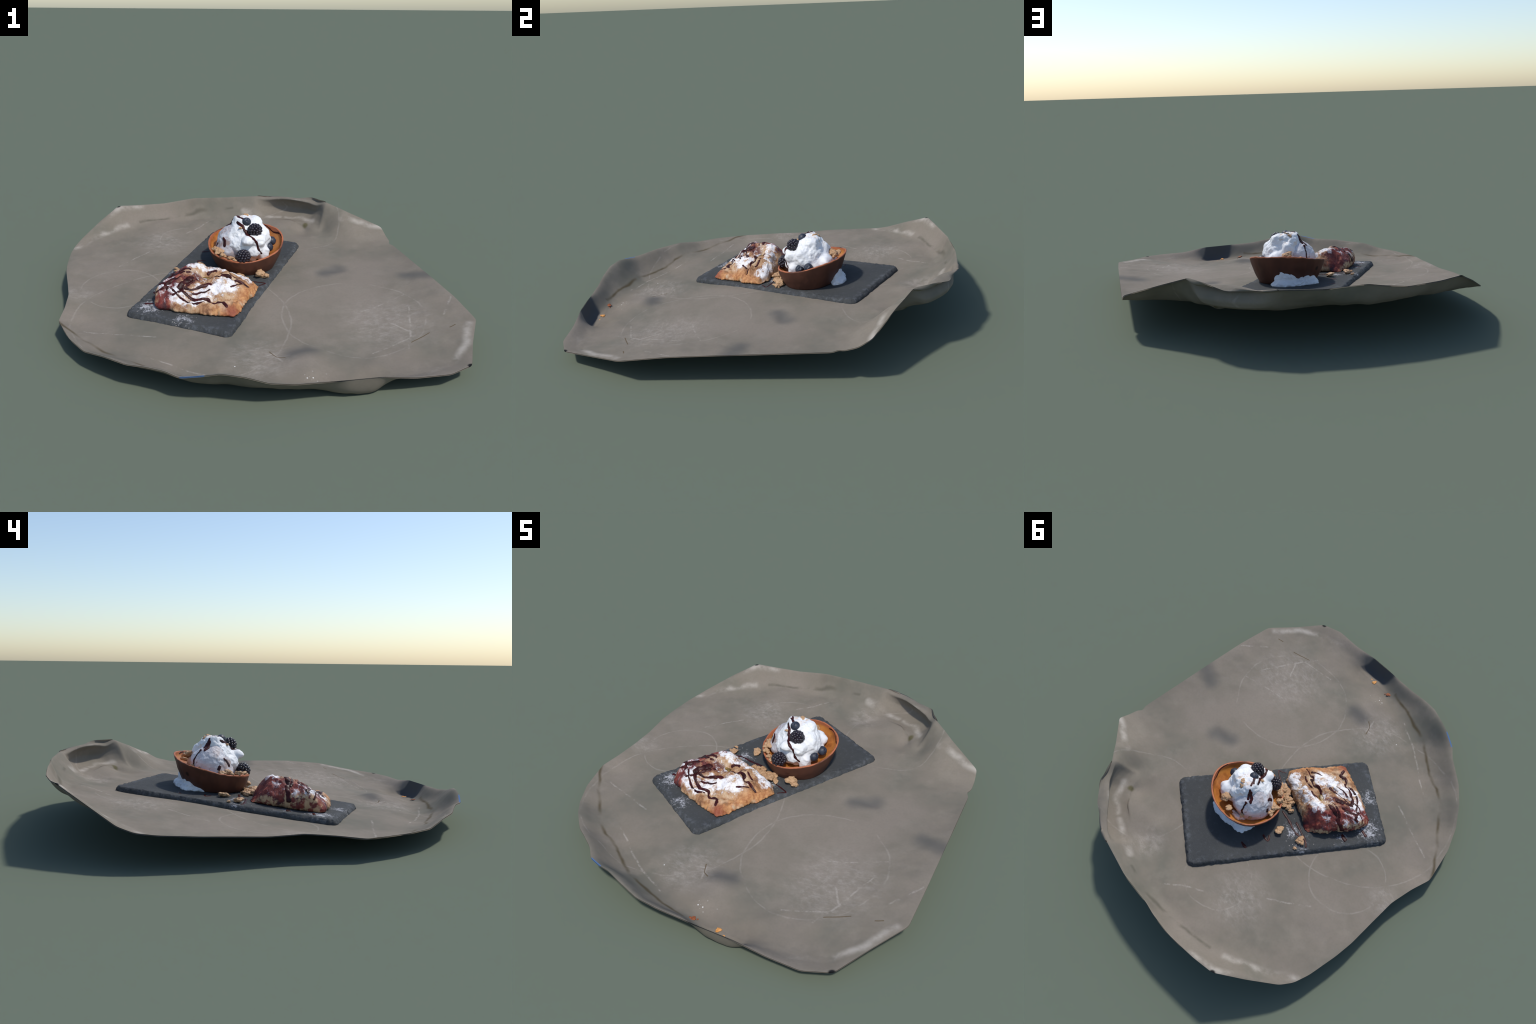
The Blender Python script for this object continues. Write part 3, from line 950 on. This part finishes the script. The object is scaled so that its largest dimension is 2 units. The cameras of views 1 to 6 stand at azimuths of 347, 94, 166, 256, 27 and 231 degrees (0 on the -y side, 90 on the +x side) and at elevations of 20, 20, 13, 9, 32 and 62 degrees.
# dessert cup
dessert = thing("ice_cream_cup", (0.03, 0.21, 0.13), "chocolate cup of ice cream, whipped cream, berries, nuts and sauce", "ice cream")
m_out, m_in = cup_materials()
shell, lining = build_cup(dessert, m_out, m_in)
scoop = add("ice_cream_scoop", blob("ice_cream_scoop", (-0.03, 0.235, 0.27), [(-0.008, 0.232, 0.260, 0.098, 0.100, 0.098), (-0.03, 0.22, 0.22, 0.09, 0.09, 0.05)],
                                    k=0.03, rough=0.008, rscale=15, seed=2.0, reach=0.16, nu=200, nv=110), scoop_material(), dessert)
lumps = [(0.040, 0.207, 0.258, 0.114, 0.112, 0.112), (0.032, 0.216, 0.345, 0.070, 0.068, 0.050), (0.10, 0.20, 0.285, 0.062, 0.085, 0.075),
         (0.085, 0.205, 0.355, 0.045, 0.055, 0.040), (0.03, 0.095, 0.302, 0.036, 0.034, 0.026), (0.022, 0.078, 0.303, 0.020, 0.018, 0.013),
         (0.075, 0.115, 0.295, 0.050, 0.040, 0.040), (0.115, 0.125, 0.215, 0.032, 0.035, 0.045), (0.06, 0.105, 0.245, 0.040, 0.030, 0.035),
         (0.10, 0.285, 0.268, 0.062, 0.050, 0.045), (0.015, 0.217, 0.386, 0.030, 0.030, 0.014), (0.065, 0.232, 0.378, 0.028, 0.03, 0.016),
         (0.05, 0.285, 0.315, 0.040, 0.030, 0.035), (0.135, 0.235, 0.25, 0.035, 0.035, 0.04), (0.13, 0.165, 0.305, 0.022, 0.03, 0.03), (0.02, 0.135, 0.255, 0.05, 0.035, 0.04)]
cream = add("whipped_cream", blob("whipped_cream", (0.035, 0.205, 0.285), lumps, k=0.012, rough=0.010, rscale=19, seed=5.0, reach=0.2, nu=260, nv=150), cream_mat, dessert)
# cream that ran out under the raised side of the cup
arc = []
for t in np.linspace(0, 1, 12):
    a = math.radians(56 + 88 * t)
    far = 0.168 - 0.022 * t + 0.010 * math.sin(11 * t)
    p = np.array([0.03, 0.212]) + np.array([math.cos(a), math.sin(a)]) * far
    z = slate_z(p[None])[0]
    w = 0.024 + 0.007 * math.sin(17 * t + 1) - 0.004 * t
    arc.append((p[0], p[1], z + 0.006, w + 0.006, w + 0.006, 0.020))
    p2 = np.array([0.03, 0.212]) + np.array([math.cos(a), math.sin(a)]) * (far - 0.016)
    arc.append((p2[0], p2[1], z + 0.038, 0.021, 0.021, 0.040 + 0.014 * math.sin(9 * t + 2)))
spill = add("spilled_cream", blob("spilled_cream", (0.01, 0.345, slate_z(np.array([[0.01, 0.345]]))[0] + 0.02), arc, k=0.010, nu=320, nv=110, reach=0.2, rough=0.010, rscale=42, seed=3.0), cream_mat, dessert)

# berries
bb_mat = simple_material("blackberry_skin", (0.008, 0.007, 0.012), (0.022, 0.014, 0.022), 60, 0.3)
bl_mat = simple_material("blueberry_skin", (0.010, 0.013, 0.026), (0.035, 0.043, 0.065), 25, 0.5)


def place(ob, loc, rot):
    ob.parent = None
    ob.location = loc
    ob.rotation_euler = rot
    return ob


def child(name, me, mat, loc, rot, parent):
    ob = bpy.data.objects.new(name, me)
    SCN.objects.link(ob)
    if not me.materials:
        me.materials.append(mat)
    ob.location = loc
    ob.rotation_euler = rot
    ob.parent = parent
    ob.matrix_parent_inverse = parent.matrix_basis.inverted()
    return ob


bb = blackberry_mesh("blackberry", 0.038, 0.034, 3)
child("blackberry", bb, bb_mat, (0.068, 0.124, 0.345), (1.0, 0.3, 0.4), dessert)
child("blackberry", bb, bb_mat, (-0.005, 0.069, 0.226), (1.2, 0.2, 1.4), dessert)


def blueberry_mesh(name, r):
    nu, nv = 40, 26
    v = []
    for i in range(nv):
        b = math.pi * (i + 1) / (nv + 1)
        for j in range(nu):
            a = 2 * math.pi * j / nu
            rr = r * (1 - 0.18 * math.exp(-(b / 0.22) ** 2) + 0.10 * math.exp(-((b - 0.42) / 0.10) ** 2) * (0.6 + 0.4 * math.cos(5 * a)))
            v.append((rr * math.sin(b) * math.cos(a), rr * math.sin(b) * math.sin(a), 0.92 * rr * math.cos(b)))
    f = ring_faces(nu, nv) + [tuple(range(nu)), tuple(reversed([(nv - 1) * nu + i for i in range(nu)]))]
    me = make_mesh(name, v, f)
    fix_normals(me)
    return me


bl = blueberry_mesh("blueberry", 0.0245)
child("blueberry", bl, bl_mat, (0.034, 0.172, 0.378), (0.6, -0.4, 0.3), dessert)
child("blueberry", bl, bl_mat, (0.176, 0.200, 0.258), (0.3, 0.9, 0.2), dessert)
child("blueberry", bl, bl_mat, (0.150, 0.155, 0.240), (0.9, 0.4, 1.2), dessert)

nuts = [nut_mesh("walnut_piece", s, 1.0, f, l) for s, f, l in ((3, 0.7, 4), (5, 0.55, 3), (8, 0.6, 5), (11, 0.8, 3))]
for k, (x, y, z, s, r) in enumerate([(0.075, 0.34, 0.300, 0.045, 0.3), (0.02, 0.36, 0.285, 0.03, 1.2), (-0.115, 0.165, 0.236, 0.035, 2.2), (-0.10, 0.12, 0.225, 0.028, 0.5),
                                     (-0.07, 0.085, 0.218, 0.03, 1.9), (-0.045, 0.07, 0.215, 0.024, 2.9), (-0.12, 0.20, 0.235, 0.03, 0.9), (-0.08, 0.30, 0.25, 0.022, 1.4),
                                     (-0.05, 0.33, 0.26, 0.02, 2.4), (0.045, 0.235, 0.397, 0.02, 0.7), (0.062, 0.215, 0.385, 0.018, 1.7), (0.03, 0.255, 0.385, 0.018, 2.5), (0.0, 0.15, 0.355, 0.016, 0.2)]):
    ob = child("nut_piece", nuts[k % 4], nut_mat, (x, y, z), (0.3 * math.sin(k * 2.1), 0.3 * math.cos(k * 1.7), r), dessert)
    ob.scale = (s, s, s)

# nuts on the board
for k, (x, y, s, r) in enumerate([(-0.202, 0.206, 0.036, 0.4), (-0.317, 0.164, 0.034, 1.3), (0.084, 0.046, 0.046, 0.2), (-0.035, 0.026, 0.042, 2.0), (0.0, 0.02, 0.026, 0.9),
                                  (-0.075, 0.05, 0.03, 1.5), (-0.10, 0.075, 0.024, 2.7), (-0.33, 0.21, 0.016, 0.1), (-0.055, 0.022, 0.036, 0.7), (-0.09, 0.052, 0.034, 2.2), (-0.115, 0.055, 0.03, 0.4), (-0.13, 0.08, 0.028, 1.6), (-0.10, 0.085, 0.026, 1.0), (-0.06, 0.06, 0.03, 2.6), (-0.15, 0.085, 0.024, 0.3), (0.105, 0.03, 0.03, 1.1), (-0.02, 0.055, 0.03, 0.3)]):
    z = slate_z(np.array([[x, y]]))[0]
    ob = bpy.data.objects.new("walnut_piece", nuts[(k + 1) % 4])
    SCN.objects.link(ob)
    if not ob.data.materials:
        ob.data.materials.append(nut_mat)
    ob.location = (x, y, z + s * 0.35)
    ob.rotation_euler = (0.1, 0.1, r)
    ob.scale = (s, s, s)
    tag(ob, "small broken piece of toasted walnut on the slate", "walnut")

bpy.context.view_layer.update()

# ------------------------------------------------------------------ sauce
on_pastry = bvh_of([crust])
for k, (w, pts) in enumerate([
        (0.0075, [(-0.019, -0.151, 0.15), (-0.084, -0.129, 0.186), (-0.133, -0.099, 0.202), (-0.18, -0.1, 0.201), (-0.209, -0.09, 0.185)]),
        (0.005, [(-0.058, -0.145, 0.175), (-0.085, -0.164, 0.173), (-0.115, -0.181, 0.173)]),
        (0.006, [(-0.159, -0.055, 0.206), (-0.189, -0.053, 0.205), (-0.209, -0.06, 0.191)]),
        (0.0075, [(-0.157, -0.308, 0.121), (-0.175, -0.264, 0.137), (-0.206, -0.277, 0.13), (-0.244, -0.244, 0.147), (-0.293, -0.232, 0.139), (-0.333, -0.207, 0.163), (-0.364, -0.16, 0.192)]),
        (0.0065, [(-0.247, -0.252, 0.14), (-0.304, -0.253, 0.129), (-0.352, -0.224, 0.145), (-0.406, -0.161, 0.185), (-0.442, -0.163, 0.179), (-0.474, -0.147, 0.156)]),
        (0.010, [(-0.289, -0.064, 0.229), (-0.344, -0.063, 0.222), (-0.382, -0.051, 0.204), (-0.418, -0.041, 0.176), (-0.432, -0.038, 0.14)]),
        (0.006, [(-0.293, -0.088, 0.225), (-0.346, -0.083, 0.221), (-0.383, -0.067, 0.206)]),
        (0.0075, [(-0.202, -0.153, 0.189), (-0.245, -0.164, 0.18), (-0.3, -0.179, 0.174), (-0.354, -0.17, 0.187)]),
        (0.011, [(-0.285, -0.115, 0.21), (-0.30, -0.128, 0.208), (-0.327, -0.144, 0.197), (-0.349, -0.161, 0.191), (-0.36, -0.18, 0.185)]),
        (0.008, [(-0.413, -0.173, 0.178), (-0.433, -0.131, 0.198), (-0.457, -0.131, 0.187)]),
        (0.006, [(-0.26, -0.12, 0.2), (-0.31, -0.15, 0.19), (-0.36, -0.19, 0.17), (-0.40, -0.20, 0.16)]),
        (0.005, [(-0.215, -0.19, 0.17), (-0.25, -0.205, 0.165), (-0.30, -0.205, 0.165)]),
        (0.009, [(-0.33, -0.11, 0.21), (-0.38, -0.12, 0.205), (-0.42, -0.145, 0.19)]),
        (0.005, [(-0.06, -0.10, 0.18), (-0.10, -0.08, 0.195), (-0.15, -0.075, 0.2)])]):
    drizzle("sauce_drizzle", on_pastry, pts, w, sauce_mat, pastry, seed=k, height=0.30)

on_ice = bvh_of([scoop, cream])
for k, (w, pts) in enumerate([
        (0.0045, [(-0.009, 0.208, 0.399), (0.014, 0.182, 0.401), (0.042, 0.155, 0.378)]),
        (0.006, [(-0.022, 0.186, 0.382), (0.012, 0.149, 0.363), (0.023, 0.112, 0.34), (0.044, 0.081, 0.32), (0.067, 0.079, 0.295), (0.077, 0.08, 0.26), (0.10, 0.093, 0.225)]),
        (0.006, [(-0.045, 0.295, 0.361), (-0.047, 0.315, 0.331), (-0.05, 0.337, 0.282), (-0.05, 0.335, 0.25)]),
        (0.006, [(-0.013, 0.236, 0.389), (-0.023, 0.249, 0.376), (-0.041, 0.277, 0.365)]),
        (0.006, [(0.037, 0.1, 0.331), (0.006, 0.15, 0.361), (-0.022, 0.186, 0.382)]),
        (0.006, [(0.019, 0.177, 0.398), (0.006, 0.201, 0.404), (-0.007, 0.227, 0.4)]),
        (0.007, [(-0.109, 0.171, 0.308), (-0.095, 0.15, 0.293), (-0.10, 0.145, 0.261)]),
        (0.007, [(-0.133, 0.2, 0.28), (-0.136, 0.211, 0.265), (-0.135, 0.216, 0.25)]),
        (0.008, [(-0.019, 0.243, 0.379), (-0.051, 0.254, 0.361), (-0.065, 0.284, 0.347)])]):
    drizzle("sauce_drizzle", on_ice, pts, w, sauce_mat, dessert, seed=20 + k, height=0.35)
on_cup = bvh_of([lining, shell])
drizzle("sauce_drizzle", on_cup, [(0.226, 0.2, 0.272), (0.221, 0.25, 0.281), (0.204, 0.297, 0.277), (0.169, 0.337, 0.301), (0.139, 0.368, 0.295)], 0.004, sauce_mat, dessert, seed=41)

on_slate = bvh_of([slate])
board_sauce = []
for k, (w, pts) in enumerate([
        (0.0045, [(0.049, -0.058, 0.111), (0.067, -0.045, 0.113), (0.088, -0.033, 0.109), (0.049, -0.011, 0.115), (0.007, 0.007, 0.117)]),
        (0.006, [(-0.12, 0.115, 0.126), (-0.192, 0.127, 0.125), (-0.253, 0.145, 0.127), (-0.299, 0.143, 0.126)]),
        (0.006, [(-0.22, 0.102, 0.123), (-0.292, 0.123, 0.124), (-0.338, 0.139, 0.126), (-0.365, 0.16, 0.126)]),
        (0.006, [(-0.163, 0.287, 0.14), (-0.199, 0.294, 0.14), (-0.208, 0.288, 0.14), (-0.187, 0.263, 0.138)]),
        (0.007, [(-0.123, 0.402, 0.15), (-0.148, 0.406, 0.149), (-0.167, 0.405, 0.149)]),
        (0.011, [(-0.428, -0.043, 0.109), (-0.456, -0.033, 0.11), (-0.471, -0.034, 0.109)]),
        (0.007, [(-0.48, -0.143, 0.1), (-0.507, -0.137, 0.1), (-0.522, -0.134, 0.1)])]):
    drizzle("sauce_splash", on_slate, pts, w, sauce_mat, slate, seed=60 + k, height=0.22)

# ------------------------------------------------------------------ crumbs on the tray
rust_mat = simple_material("rusty_crumb", (0.20, 0.05, 0.015), (0.33, 0.10, 0.03), 90, 0.7)
orange_mat = simple_material("orange_crumb", (0.62, 0.25, 0.05), (0.72, 0.36, 0.12), 90, 0.7)
for x, y, s, mt in ((0.091, -0.914, 0.018, rust_mat), (0.214, -0.915, 0.019, orange_mat), (0.243, -0.922, 0.010, orange_mat), (0.108, -0.905, 0.006, rust_mat)):
    me = nut_mesh("crumb", int(1000 * x) + 5, s, 0.3)
    child("crumb", me, mt, (x, y, float(tray_z([(x, y)])[0]) + 0.004), (0.1, 0.05, 1.0), tray)
